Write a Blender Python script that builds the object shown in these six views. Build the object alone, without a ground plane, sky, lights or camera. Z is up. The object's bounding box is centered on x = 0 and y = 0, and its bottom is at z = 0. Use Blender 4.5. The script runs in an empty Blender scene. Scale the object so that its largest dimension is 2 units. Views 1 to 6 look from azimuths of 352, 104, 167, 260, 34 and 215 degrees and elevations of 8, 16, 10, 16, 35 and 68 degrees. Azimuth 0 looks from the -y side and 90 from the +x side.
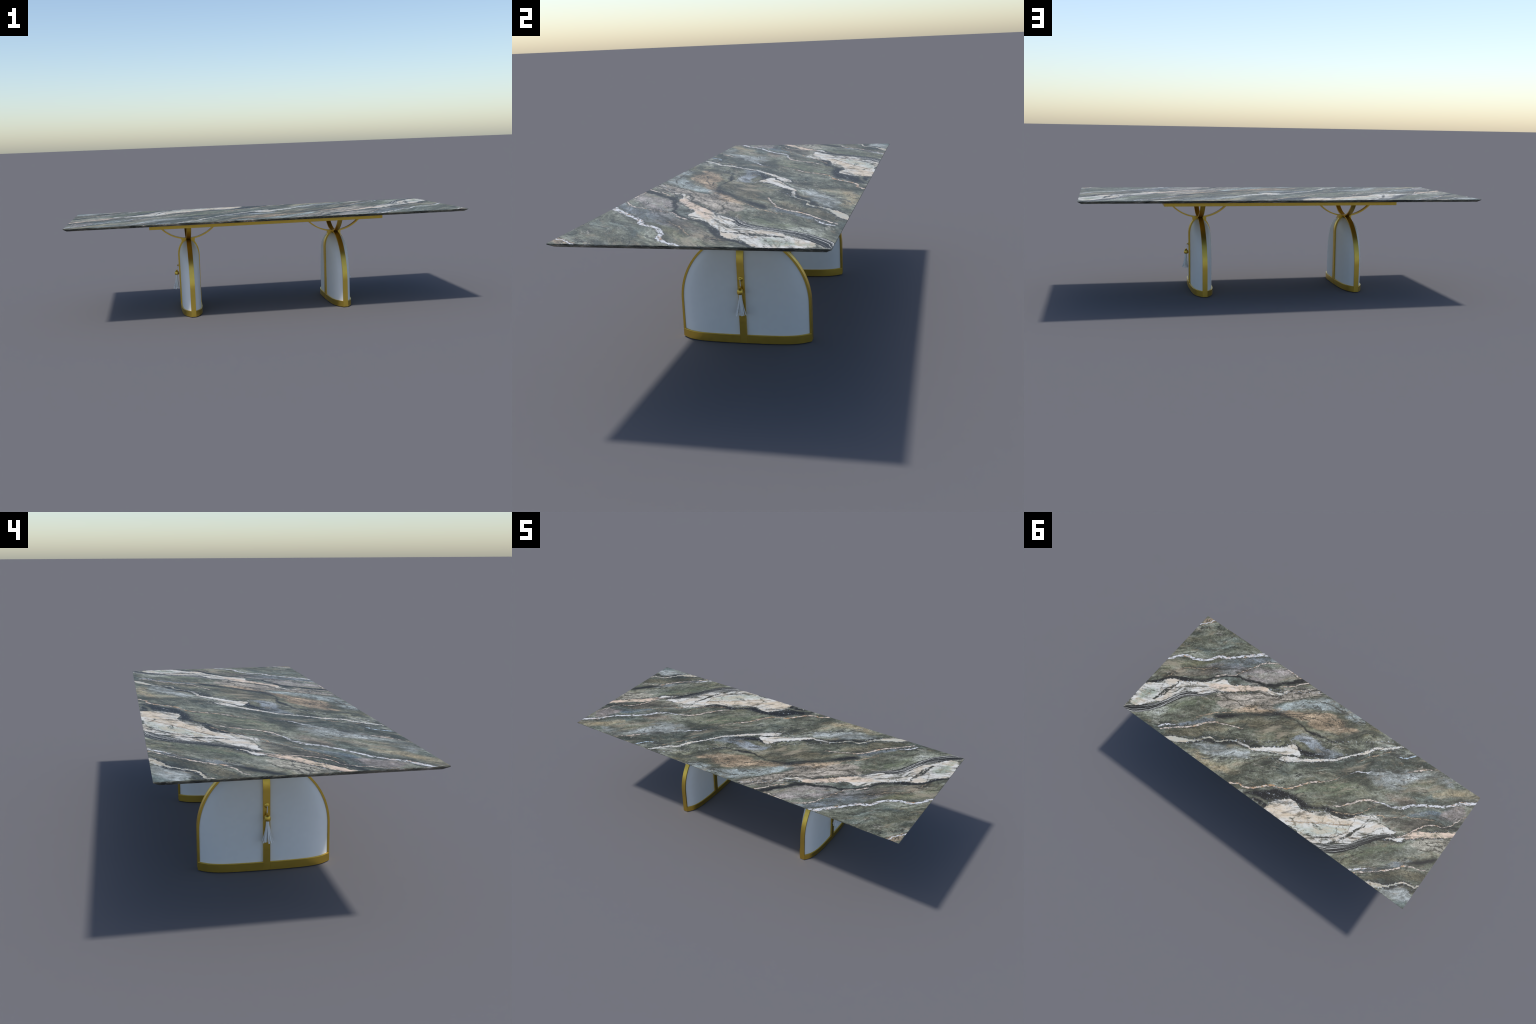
"""Dining table: bevelled green-marble slab on two upholstered, brass-ribbed
pedestals, each with a leather tassel on its outer side."""
import bpy, bmesh, math, random
from mathutils import Vector, Matrix

rng = random.Random(7)

# ------------------------------------------------------------------ sizes (m)
LENGTH, WIDTH, HEIGHT = 2.0, 0.8, 0.5
SLAB_UNDER, SLAB_LIP, SLAB_INSET = 0.4867, 0.0028, 0.0160
FRAME_X, FRAME_Y, FRAME_Z0 = 0.5988, 0.250, 0.4578
PEDESTAL_X = 0.398
RIBBON = 0.0245           # width of every brass ribbon
BAND_TOP = 0.0295


# ------------------------------------------------------------------ helpers
def srgb(r, g, b, gain=1.0):
    def lin(c):
        c /= 255.0
        return c / 12.92 if c <= 0.04045 else ((c + 0.055) / 1.055) ** 2.4
    return (lin(r) * gain, lin(g) * gain, lin(b) * gain, 1.0)


def add_object(name, mesh, parent=None, material=None, location=(0, 0, 0)):
    ob = bpy.data.objects.new(name, mesh)
    bpy.context.scene.collection.objects.link(ob)
    ob.parent = parent
    ob.location = location
    if material and mesh is not None and not mesh.materials:
        mesh.materials.append(material)
    return ob


def mesh_from_bmesh(name, bm, angle=35):
    bmesh.ops.recalc_face_normals(bm, faces=bm.faces)
    me = bpy.data.meshes.new(name)
    bm.to_mesh(me)
    bm.free()
    me.polygons.foreach_set("use_smooth", [True] * len(me.polygons))
    me.set_sharp_from_angle(angle=math.radians(angle))
    return me


def bevel_edges(bm, width, angle=40, segments=2):
    bmesh.ops.recalc_face_normals(bm, faces=bm.faces)
    edges = [e for e in bm.edges if len(e.link_faces) == 2
             and e.calc_face_angle(0) > math.radians(angle)]
    bmesh.ops.bevel(bm, geom=edges, offset=width, segments=segments,
                    profile=0.5, affect='EDGES', clamp_overlap=True)


def box(bm, x0, x1, y0, y1, z0, z1):
    m = Matrix.Translation(((x0 + x1) / 2, (y0 + y1) / 2, (z0 + z1) / 2)) @ \
        Matrix.Diagonal((x1 - x0, y1 - y0, z1 - z0, 1))
    return bmesh.ops.create_cube(bm, size=1, matrix=m)


def revolve(profile, segments=24):
    """Surface of revolution round z from (radius, z) pairs."""
    bm = bmesh.new()
    rings = []
    for r, z in profile:
        if r < 1e-6:
            rings.append([bm.verts.new((0, 0, z))])
        else:
            rings.append([bm.verts.new((r * math.cos(2 * math.pi * i / segments),
                                        r * math.sin(2 * math.pi * i / segments), z))
                          for i in range(segments)])
    for a, b in zip(rings, rings[1:]):
        for i in range(segments):
            j = (i + 1) % segments
            vs = [a[i % len(a)], a[j % len(a)], b[j % len(b)], b[i % len(b)]]
            uniq = list(dict.fromkeys(vs))
            if len(uniq) > 2:
                bm.faces.new(uniq)
    return bm


# ------------------------------------------------------------------ node helper
class Nodes:
    def __init__(self, mat):
        mat.use_nodes = True
        self.t = mat.node_tree
        self.t.nodes.clear()

    def new(self, kind, **props):
        n = self.t.nodes.new(kind)
        for k, v in props.items():
            setattr(n, k, v)
        return n

    def put(self, socket, value):
        if isinstance(value, bpy.types.NodeSocket):
            self.t.links.new(value, socket)
        elif value is not None:
            socket.default_value = value

    def math(self, op, a, b=None, c=None, clamp=False):
        n = self.new("ShaderNodeMath", operation=op, use_clamp=clamp)
        self.put(n.inputs[0], a)
        self.put(n.inputs[1], b)
        self.put(n.inputs[2], c)
        return n.outputs[0]

    def mix(self, fac, a, b, blend='MIX'):
        n = self.new("ShaderNodeMix", data_type='RGBA', blend_type=blend)
        self.put(n.inputs[0], fac)
        self.put(n.inputs[6], a)
        self.put(n.inputs[7], b)
        return n.outputs[2]

    def step(self, value, lo, hi, a=0.0, b=1.0, smooth=True):
        n = self.new("ShaderNodeMapRange", clamp=True)
        n.interpolation_type = 'SMOOTHSTEP' if smooth else 'LINEAR'
        for i, v in enumerate((value, lo, hi, a, b)):
            self.put(n.inputs[i], v)
        return n.outputs[0]

    def noise(self, vec, scale, detail=4.0, rough=0.55, distortion=0.0, out=0):
        n = self.new("ShaderNodeTexNoise")
        self.put(n.inputs["Vector"], vec)
        self.put(n.inputs["Scale"], scale)
        n.inputs["Detail"].default_value = detail
        n.inputs["Roughness"].default_value = rough
        n.inputs["Distortion"].default_value = distortion
        return n.outputs[out]

    def combine(self, x, y, z=0.0):
        n = self.new("ShaderNodeCombineXYZ")
        for s, v in zip(n.inputs, (x, y, z)):
            self.put(s, v)
        return n.outputs[0]

    def ramp(self, fac, stops):
        n = self.new("ShaderNodeValToRGB")
        e = n.color_ramp.elements
        while len(e) < len(stops):
            e.new(0.5)
        for el, (pos, col) in zip(e, stops):
            el.position, el.color = pos, col
        self.put(n.inputs[0], fac)
        return n.outputs[0]

    def principled(self, **inputs):
        b = self.new("ShaderNodeBsdfPrincipled")
        o = self.new("ShaderNodeOutputMaterial")
        self.t.links.new(b.outputs[0], o.inputs[0])
        for k, v in inputs.items():
            self.put(b.inputs[k.replace("_", " ")], v)
        return b


# ------------------------------------------------------------------ marble
# Veins and fields of the stone are ridges that run roughly along the axis P of
# the slab; each is a path of (along P, across Q, half width) control points.
P_AXIS, Q_AXIS = (-0.7971, -0.6038), (-0.6038, 0.7971)
GAIN = 0.86
PALETTE = dict(
    pinkgrey=(146, 137, 131), blue=(120, 127, 130), blue2=(104, 116, 123),
    olive=(112, 111, 84), umber=(92, 87, 76), umber2=(115, 104, 90),
    beige=(164, 154, 139), beige2=(166, 161, 144), pale=(152, 160, 156),
    pale2=(152, 156, 151), tan=(163, 142, 115), olivetan=(112, 106, 84),
    khaki=(152, 138, 108), steel=(132, 138, 141), deep=(66, 72, 64),
    deep2=(74, 76, 64), deep3=(66, 68, 60), moss=(110, 116, 92),
    dark=(38, 37, 35), black=(34, 33, 32), white=(216, 213, 204),
    ivory=(186, 183, 168), peach=(226, 201, 178), peach2=(217, 199, 172),
    sage=(150, 165, 145), sage2=(178, 187, 172), frost=(175, 190, 198),
    ochre=(186, 163, 134), orange=(180, 144, 104))
VEINS = [
    ("pink_grey field", "pinkgrey", 0.035, [(-0.545, -0.543, 0.0195), (-0.395, -0.539, 0.034), (-0.267, -0.501, 0.0531), (-0.139, -0.492, 0.0482), (-0.023, -0.51, 0.0291)]),
    ("blue field under first vein", "blue", 0.02, [(-0.524, -0.562, 0.0098), (-0.46, -0.573, 0.022), (-0.353, -0.583, 0.027), (-0.225, -0.604, 0.0246), (-0.104, -0.595, 0.0148)]),
    ("olive field", "olive", 0.03, [(-0.863, -0.511, 0.0194), (-0.801, -0.55, 0.0341), (-0.717, -0.58, 0.0245), (-0.589, -0.576, 0.0196), (-0.525, -0.582, 0.0098)]),
    ("umber field", "umber", 0.02, [(-0.797, -0.487, 0.0072), (-0.714, -0.507, 0.0194), (-0.607, -0.513, 0.029), (-0.459, -0.529, 0.0194)]),
    ("beige crackled field", "beige", 0.018, [(-0.496, -0.353, 0.0189), (-0.424, -0.33, 0.0469), (-0.298, -0.326, 0.0609), (-0.172, -0.332, 0.0563), (-0.088, -0.361, 0.0331), (0.018, -0.381, 0.0379), (0.137, -0.381, 0.0285)]),
    ("pale field", "pale", 0.02, [(-0.13, -0.266, 0.0093), (-0.046, -0.29, 0.028), (0.059, -0.31, 0.0258), (0.088, -0.303, 0.0281), (0.193, -0.304, 0.0328), (0.296, -0.248, 0.0279), (0.398, -0.193, 0.0184)]),
    ("tan fan", "tan", 0.02, [(-0.101, -0.246, 0.0046), (-0.018, -0.237, 0.0185), (0.045, -0.223, 0.0369), (0.128, -0.196, 0.0551), (0.21, -0.178, 0.0549), (0.284, -0.142, 0.0319), (0.342, -0.124, 0.0091)]),
    ("tan strip", "tan", 0.02, [(-0.38, -0.255, 0.0047), (-0.297, -0.27, 0.0163), (-0.192, -0.266, 0.0163), (-0.109, -0.271, 0.0047)]),
    ("brown field", "olivetan", 0.03, [(-0.379, -0.195, 0.0092), (-0.296, -0.191, 0.0276), (-0.192, -0.178, 0.0366), (-0.109, -0.16, 0.0502), (-0.026, -0.143, 0.0455), (0.048, -0.125, 0.0137)]),
    ("steel patch", "steel", 0.015, [(-0.027, -0.081, 0.0068), (0.035, -0.072, 0.027), (0.084, -0.046, 0.0403), (0.144, -0.006, 0.0401), (0.197, 0.021, 0.0222), (0.246, 0.02, 0.0089)]),
    ("grey field", "pale2", 0.03, [(-0.62, -0.03, 0.0067), (-0.517, -0.008, 0.0356), (-0.394, 0.009, 0.0355), (-0.272, 0.021, 0.0177)]),
    ("khaki field", "khaki", 0.03, [(-0.639, 0.01, 0.0089), (-0.555, 0.058, 0.022), (-0.473, 0.097, 0.0262), (-0.391, 0.123, 0.0174), (-0.331, 0.127, 0.0044)]),
    ("deep green band", "deep", 0.025, [(-0.02, 0.097, 0.0088), (0.122, 0.096, 0.0219), (0.244, 0.104, 0.0306), (0.366, 0.09, 0.0307), (0.491, 0.037, 0.0266), (0.636, 0, 0.0178)]),
    ("deep green band two", "deep", 0.03, [(0.243, 0.135, 0.0131), (0.405, 0.134, 0.0261), (0.529, 0.076, 0.022), (0.653, 0.053, 0.0265), (0.766, 0.088, 0.022)]),
    ("moss field", "moss", 0.03, [(-0.021, 0.248, 0.0064), (0.079, 0.231, 0.0299), (0.2, 0.23, 0.0342), (0.34, 0.238, 0.0214)]),
    ("cloud", "pale2", 0.04, [(0.406, 0.157, 0.013), (0.486, 0.174, 0.0475), (0.587, 0.178, 0.0518), (0.69, 0.147, 0.0261), (0.791, 0.155, 0.0261), (0.888, 0.198, 0.0216)]),
    ("cloud brown", "umber2", 0.03, [(0.493, 0.277, 0.0085), (0.56, 0.285, 0.0212), (0.659, 0.301, 0.0169)]),
    ("corner khaki", "khaki", 0.03, [(0.781, 0.275, 0.0085), (0.882, 0.271, 0.0255), (0.983, 0.27, 0.0298), (1.033, 0.283, 0.0128)]),
    ("blue field", "blue2", 0.015, [(0.605, 0.398, 0.0042), (0.685, 0.386, 0.0167), (0.764, 0.393, 0.0187), (0.83, 0.414, 0.0104)]),
    ("pink field", "pinkgrey", 0.03, [(0.791, 0.41, 0.0125), (0.871, 0.393, 0.0457), (0.953, 0.372, 0.0459)]),
    ("umber wedge", "umber", 0.02, [(0.473, 0.424, 0.0083), (0.551, 0.44, 0.033), (0.629, 0.456, 0.0329), (0.722, 0.431, 0.0166)]),
    ("deep wedge", "deep2", 0.02, [(0.218, 0.363, 0.0084), (0.358, 0.349, 0.0168), (0.476, 0.361, 0.0251), (0.595, 0.373, 0.0125)]),
    ("second olive", "olivetan", 0.02, [(0.32, 0.746, 0.0078), (0.405, 0.746, 0.0195), (0.521, 0.726, 0.0235), (0.616, 0.737, 0.0235), (0.704, 0.748, 0.0117)]),
    ("second blue", "blue", 0.012, [(0.33, 0.703, 0.0047), (0.446, 0.694, 0.0138), (0.543, 0.676, 0.0178), (0.621, 0.67, 0.0099)]),
    ("second beige", "beige2", 0.015, [(0.639, 0.574, 0.0081), (0.686, 0.565, 0.0323), (0.765, 0.565, 0.0443), (0.843, 0.557, 0.0283)]),
    ("corner grey", "pale2", 0.03, [(0.447, 0.827, 0.0077), (0.514, 0.838, 0.0345), (0.589, 0.857, 0.0344)]),
    ("tip", "tan", 0.012, [(-0.609, -0.862, 0.0051), (-0.566, -0.889, 0.018), (-0.5, -0.894, 0.0129)]),
    ("dark tip", "deep", 0.03, [(-0.663, -0.796, 0.0152), (-0.577, -0.832, 0.0179), (-0.512, -0.848, 0.0102), (-0.424, -0.833, 0.0077)]),
    ("first olive strip", "olivetan", 0.02, [(-0.789, -0.119, 0.0091), (-0.706, -0.12, 0.0181), (-0.604, -0.125, 0.0227), (-0.501, -0.149, 0.0228), (-0.398, -0.145, 0.0114)]),
    ("first blue strip", "blue", 0.012, [(-0.75, -0.163, 0.0069), (-0.647, -0.168, 0.0114), (-0.557, -0.194, 0.0184), (-0.491, -0.204, 0.0069)]),
    ("first green", "moss", 0.03, [(-0.776, -0.262, 0.0139), (-0.653, -0.305, 0.0281), (-0.549, -0.315, 0.0234), (-0.466, -0.334, 0.0094)]),
    ("second green", "moss", 0.03, [(0.255, 0.628, 0.008), (0.373, 0.599, 0.0241), (0.49, 0.578, 0.0282), (0.589, 0.566, 0.0202)]),
    ("dark seam", "dark", 0.004, [(-0.91, -0.452, 0.0058), (-0.834, -0.461, 0.0086), (-0.776, -0.479, 0.012), (-0.708, -0.473, 0.0183), (-0.648, -0.471, 0.0096), (-0.563, -0.465, 0.0082), (-0.509, -0.482, 0.0068), (-0.411, -0.493, 0.0063), (-0.36, -0.491, 0.0097), (-0.313, -0.467, 0.0077), (-0.245, -0.453, 0.0087), (-0.147, -0.43, 0.0105), (-0.104, -0.432, 0.0048)]),
    ("dark seam end", "dark", 0.006, [(-0.117, -0.442, 0.0058), (-0.045, -0.447, 0.0144), (0.019, -0.462, 0.0154), (0.057, -0.467, 0.0096)]),
    ("dark lens", "dark", 0.012, [(-0.5, -0.222, 0.0046), (-0.442, -0.222, 0.0208), (-0.4, -0.227, 0.0185), (-0.317, -0.235, 0.0083), (-0.234, -0.233, 0.0074), (-0.13, -0.243, 0.0093), (-0.088, -0.241, 0.0065), (-0.046, -0.221, 0.0046)]),
    ("dark arc", "dark", 0.006, [(-0.139, -0.245, 0.0084), (-0.08, -0.227, 0.0046), (-0.026, -0.209, 0.0037), (0.023, -0.163, 0.005), (0.068, -0.123, 0.0109), (0.126, -0.1, 0.0109), (0.167, -0.082, 0.0045), (0.207, -0.06, 0.0063), (0.257, -0.06, 0.0036)]),
    ("dark wisp", "deep3", 0.01, [(0.228, -0.069, 0.0045), (0.341, -0.115, 0.0073), (0.416, -0.129, 0.0055), (0.498, -0.1, 0.0045)]),
    ("black mass", "black", 0.008, [(-0.31, 0.261, 0.0064), (-0.246, 0.26, 0.0149), (-0.186, 0.273, 0.0318), (-0.126, 0.268, 0.0361), (-0.066, 0.277, 0.0212), (-0.011, 0.302, 0.019), (0.025, 0.331, 0.0252), (0.064, 0.346, 0.0134), (0.12, 0.35, 0.0092), (0.163, 0.354, 0.0151), (0.199, 0.376, 0.015), (0.25, 0.393, 0.0104), (0.309, 0.395, 0.0083), (0.357, 0.38, 0.0021)]),
    ("black corner", "black", 0.008, [(-0.274, 0.29, 0.0042), (-0.23, 0.307, 0.0148), (-0.19, 0.336, 0.0189)]),
    ("dark under rib", "dark", 0.004, [(-0.654, -0.059, 0.0045), (-0.601, -0.057, 0.0072), (-0.544, -0.07, 0.0072), (-0.498, -0.058, 0.0081), (-0.445, -0.055, 0.0099), (-0.379, -0.055, 0.009), (-0.35, -0.041, 0.0036), (-0.293, -0.029, 0.0058), (-0.252, -0.035, 0.0072), (-0.215, -0.033, 0.0036)]),
    ("dark over rib", "deep3", 0.006, [(-0.783, -0.097, 0.0027), (-0.705, -0.09, 0.0036), (-0.643, -0.077, 0.0045), (-0.577, -0.08, 0.0036), (-0.524, -0.094, 0.0032), (-0.479, -0.078, 0.0023)]),
    ("dark hook", "black", 0.005, [(-0.092, -0.033, 0.0036), (-0.043, -0.04, 0.0045), (-0.002, -0.021, 0.0098), (0.03, 0.01, 0.016), (0.075, 0.021, 0.016), (0.128, 0.03, 0.0071), (0.148, 0.034, 0.0027)]),
    ("second dark seam", "dark", 0.006, [(0.456, 0.787, 0.0047), (0.51, 0.783, 0.0047), (0.564, 0.772, 0.0031), (0.594, 0.78, 0.0023)]),
    ("second dark under", "dark", 0.006, [(0.444, 0.798, 0.0039), (0.486, 0.806, 0.0085), (0.556, 0.789, 0.0039), (0.601, 0.803, 0.0062), (0.634, 0.817, 0.0054)]),
    ("second dark lens", "dark", 0.01, [(0.609, 0.67, 0.0079), (0.679, 0.666, 0.0159), (0.758, 0.65, 0.0088)]),
    ("third dark seam", "dark", 0.005, [(0.76, 0.45, 0.0033), (0.791, 0.46, 0.0091), (0.845, 0.466, 0.0082), (0.896, 0.47, 0.0041)]),
    ("dark under peach", "dark", 0.005, [(0.489, 0.536, 0.0061), (0.551, 0.548, 0.0041), (0.61, 0.537, 0.0037), (0.689, 0.528, 0.0037), (0.767, 0.533, 0.002)]),
    ("white body", "white", 0.003, [(-1.036, -0.288, 0.0037), (-0.977, -0.331, 0.0328), (-0.917, -0.371, 0.0683), (-0.855, -0.384, 0.0637), (-0.805, -0.391, 0.0685), (-0.763, -0.408, 0.0664), (-0.709, -0.418, 0.0452), (-0.646, -0.421, 0.0334), (-0.582, -0.419, 0.0357), (-0.532, -0.422, 0.0358), (-0.477, -0.432, 0.0406), (-0.435, -0.427, 0.0406), (-0.405, -0.411, 0.0229), (-0.308, -0.409, 0.02), (-0.223, -0.409, 0.0181), (-0.181, -0.401, 0.0105)]),
    ("white tail", "white", 0.003, [(-0.189, -0.403, 0.0067), (-0.151, -0.377, 0.0123), (-0.109, -0.369, 0.0085), (-0.058, -0.386, 0.0038)]),
    ("white sliver", "white", 0.002, [(-0.651, -0.357, 0.0028), (-0.61, -0.367, 0.0066), (-0.56, -0.376, 0.0066), (-0.501, -0.388, 0.0019)]),
    ("second white body", "white", 0.003, [(-0.193, 0.357, 0.0042), (-0.158, 0.361, 0.0459), (-0.106, 0.374, 0.0706), (-0.047, 0.378, 0.0808), (0.012, 0.44, 0.0881), (0.07, 0.464, 0.0897), (0.149, 0.466, 0.0905), (0.208, 0.476, 0.0734), (0.266, 0.486, 0.0701), (0.326, 0.465, 0.0703), (0.386, 0.452, 0.0583), (0.445, 0.452, 0.0534), (0.468, 0.473, 0.0254), (0.499, 0.485, 0.0172), (0.53, 0.495, 0.0082)]),
    ("white lens", "white", 0.003, [(-0.363, -0.061, 0.0036), (-0.322, -0.042, 0.0067), (-0.285, -0.027, 0.0036), (-0.276, -0.014, 0.0054), (-0.231, -0.012, 0.0107), (-0.17, -0.011, 0.0152), (-0.109, -0.002, 0.0196), (-0.068, -0.002, 0.0258), (-0.031, -0.009, 0.0321), (-0.006, 0.002, 0.0276), (0.012, 0.022, 0.008)]),
    ("white step", "white", 0.002, [(-0.1, 0.047, 0.0088), (-0.068, 0.049, 0.0168), (-0.007, 0.053, 0.015), (0.022, 0.057, 0.0079), (0.075, 0.059, 0.0088), (0.139, 0.056, 0.0066), (0.204, 0.056, 0.0079), (0.278, 0.039, 0.0058), (0.328, 0.024, 0.004), (0.377, 0.014, 0.0062), (0.423, -0.003, 0.0089), (0.465, -0.02, 0.0072), (0.535, -0.019, 0.0058), (0.609, -0.027, 0.0027)]),
    ("ivory rib", "ivory", 0.002, [(-0.762, -0.081, 0.0099), (-0.704, -0.07, 0.0162), (-0.654, -0.066, 0.0126), (-0.626, -0.064, 0.0058), (-0.577, -0.071, 0.005), (-0.524, -0.084, 0.005), (-0.495, -0.074, 0.0054), (-0.462, -0.06, 0.0049), (-0.396, -0.067, 0.0023), (-0.363, -0.061, 0.0027)]),
    ("second ivory rib", "ivory", 0.002, [(0.361, 0.775, 0.0047), (0.402, 0.792, 0.0124), (0.437, 0.796, 0.0124), (0.459, 0.8, 0.005), (0.51, 0.79, 0.0043), (0.564, 0.778, 0.0047), (0.594, 0.79, 0.0043), (0.627, 0.805, 0.005), (0.654, 0.799, 0.0023)]),
    ("peach body", "peach", 0.003, [(0.552, 0.523, 0.0041), (0.611, 0.519, 0.013), (0.671, 0.507, 0.0204), (0.73, 0.51, 0.0155), (0.789, 0.508, 0.0163), (0.879, 0.504, 0.0139)]),
    ("white knot", "white", 0.003, [(0.485, 0.528, 0.0033), (0.513, 0.528, 0.0073), (0.555, 0.536, 0.0097), (0.587, 0.529, 0.0033)]),
    ("first vein", "whitevein", 0.002, [(-0.792, -0.614, 0.0069), (-0.75, -0.627, 0.0079), (-0.699, -0.637, 0.0089), (-0.62, -0.613, 0.0079), (-0.551, -0.607, 0.0084), (-0.475, -0.629, 0.0089), (-0.414, -0.622, 0.0089), (-0.333, -0.63, 0.0084), (-0.268, -0.638, 0.0094), (-0.178, -0.644, 0.0099)]),
    ("peach vein", "peachvein", 0.002, [(0.168, 0.335, 0.0017), (0.231, 0.337, 0.0038), (0.292, 0.323, 0.0051), (0.352, 0.308, 0.0059), (0.404, 0.302, 0.0064), (0.455, 0.314, 0.0042)]),
    ("second vein", "whitevein", 0.002, [(0.427, 0.317, 0.0017), (0.474, 0.321, 0.0051), (0.498, 0.33, 0.0063), (0.529, 0.344, 0.0067), (0.588, 0.348, 0.0076), (0.641, 0.334, 0.0072), (0.689, 0.332, 0.0067), (0.757, 0.337, 0.0072), (0.816, 0.341, 0.0067), (0.877, 0.332, 0.0072), (0.93, 0.32, 0.0085), (1.014, 0.321, 0.0093)]),
    ("pink vein", "pinkvein", 0.0015, [(-0.509, -0.487, 0.0019), (-0.445, -0.503, 0.0039), (-0.386, -0.498, 0.0024), (-0.331, -0.522, 0.0029), (-0.276, -0.55, 0.0029), (-0.225, -0.572, 0.0029), (-0.178, -0.584, 0.0029), (-0.109, -0.578, 0.0029)]),
    ("broken vein", "ochre", 0.002, [(-0.802, -0.487, 0.0014), (-0.736, -0.522, 0.0019), (-0.669, -0.549, 0.0024), (-0.596, -0.544, 0.002), (-0.481, -0.55, 0.002)]),
    ("edge vein", "pinkvein", 0.002, [(-0.053, -0.539, 0.0029), (-0.002, -0.5, 0.0058), (0.023, -0.479, 0.0029)]),
    ("side vein", "pinkvein", 0.002, [(-0.092, -0.42, 0.0019), (-0.024, -0.425, 0.0043), (0.019, -0.439, 0.0043), (0.074, -0.449, 0.0024)]),
    ("frost vein", "whitevein", 0.002, [(-0.82, -0.156, 0.0037), (-0.787, -0.165, 0.0059), (-0.754, -0.17, 0.005), (-0.705, -0.165, 0.0018)]),
    ("gold vein", "peachvein", 0.002, [(-0.802, -0.142, 0.0032), (-0.708, -0.15, 0.0032), (-0.626, -0.155, 0.0046), (-0.581, -0.166, 0.0055), (-0.544, -0.178, 0.0046), (-0.499, -0.184, 0.0041), (-0.448, -0.174, 0.0032), (-0.407, -0.165, 0.0023), (-0.365, -0.157, 0.0037), (-0.324, -0.144, 0.0018)]),
    ("second frost vein", "whitevein", 0.002, [(0.268, 0.709, 0.0039), (0.291, 0.705, 0.0063), (0.33, 0.701, 0.0059), (0.376, 0.697, 0.002)]),
    ("second gold vein", "peachvein", 0.002, [(0.298, 0.722, 0.0035), (0.36, 0.72, 0.0024), (0.425, 0.716, 0.0028), (0.483, 0.71, 0.0047), (0.542, 0.696, 0.0043), (0.593, 0.686, 0.0036), (0.638, 0.698, 0.0028), (0.691, 0.71, 0.0016)]),
    ("upper thread", "ochre", 0.002, [(-0.591, -0.219, 0.0023), (-0.525, -0.236, 0.0028), (-0.463, -0.248, 0.0023), (-0.38, -0.25, 0.0014)]),
    ("amber vein", "ambervein", 0.002, [(-0.399, 0.201, 0.0034), (-0.351, 0.203, 0.0052), (-0.315, 0.22, 0.006), (-0.275, 0.231, 0.0064), (-0.223, 0.224, 0.006), (-0.158, 0.215, 0.0056), (-0.106, 0.226, 0.003), (-0.062, 0.232, 0.0034), (-0.022, 0.225, 0.0056), (0.034, 0.205, 0.0056), (0.095, 0.193, 0.0039), (0.155, 0.188, 0.003), (0.216, 0.176, 0.0022), (0.261, 0.158, 0.0013)]),
    ("snow flecks", "whitevein", 0.002, [(0.301, 0.14, 0.0013), (0.354, 0.129, 0.0039), (0.395, 0.135, 0.0044), (0.427, 0.13, 0.0013)]),
    ("frost lick", "frost", 0.003, [(0.587, 0.037, 0.0013), (0.636, 0.041, 0.0044), (0.698, 0.027, 0.0031)]),
    ("sand thread", "peachvein", 0.0015, [(0.638, 0.129, 0.0017), (0.692, 0.121, 0.0031), (0.753, 0.114, 0.0026), (0.814, 0.116, 0.0018)]),
    ("sand thread two", "ochre", 0.002, [(0.355, 0.064, 0.0013), (0.409, 0.037, 0.0022), (0.471, 0.023, 0.0022), (0.542, 0.003, 0.0013)]),
    ("corner thread", "whitevein", 0.0015, [(-0.604, -0.859, 0.0036), (-0.557, -0.87, 0.0036), (-0.513, -0.886, 0.0026)]),
    ("twist vein", "peachvein", 0.002, [(0.552, 0.521, 0.002), (0.612, 0.501, 0.0033), (0.661, 0.474, 0.0041), (0.71, 0.454, 0.0045), (0.754, 0.449, 0.0037), (0.793, 0.459, 0.0016), (0.832, 0.46, 0.0021), (0.885, 0.438, 0.0025), (0.948, 0.404, 0.0025)]),
    ("ridge thread", "ochre", 0.002, [(0.453, 0.394, 0.0025), (0.5, 0.406, 0.0017), (0.559, 0.402, 0.0017), (0.599, 0.395, 0.0017), (0.638, 0.41, 0.0021), (0.697, 0.414, 0.0017), (0.756, 0.422, 0.0017)]),
    ("cream loop", "ochre", 0.002, [(0.191, 0.374, 0.0013), (0.238, 0.382, 0.0025), (0.289, 0.385, 0.0025), (0.341, 0.38, 0.0025), (0.377, 0.365, 0.0025), (0.43, 0.342, 0.0017)]),
    ("sage tint", "sage", 0.02, [(-0.997, -0.319, 0.007), (-0.945, -0.357, 0.0212), (-0.896, -0.381, 0.0284), (-0.846, -0.386, 0.0142)]),
    ("second sage tint", "sage2", 0.02, [(-0.047, 0.452, 0.0062), (0.051, 0.481, 0.0245), (0.149, 0.484, 0.0327), (0.227, 0.484, 0.0245), (0.275, 0.471, 0.0082)]),
    ("peach tint", "peach", 0.012, [(-0.523, -0.422, 0.0096), (-0.434, -0.413, 0.0262), (-0.308, -0.409, 0.0238), (-0.189, -0.408, 0.0191)]),
    ("second peach tint", "peach2", 0.02, [(-0.19, 0.353, 0.0126), (-0.087, 0.374, 0.0416), (-0.008, 0.402, 0.0352), (0.111, 0.408, 0.0269), (0.229, 0.43, 0.0145), (0.295, 0.442, 0.0041)]),
    ("stripe band", "stripe", 0.002, [(-1.04, -0.279, 0.0037), (-0.972, -0.27, 0.0232), (-0.89, -0.28, 0.0242), (-0.824, -0.299, 0.021), (-0.759, -0.33, 0.0216), (-0.694, -0.361, 0.0198), (-0.644, -0.371, 0.0151), (-0.58, -0.364, 0.0085), (-0.526, -0.373, 0.0057), (-0.468, -0.39, 0.0024)]),
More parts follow.
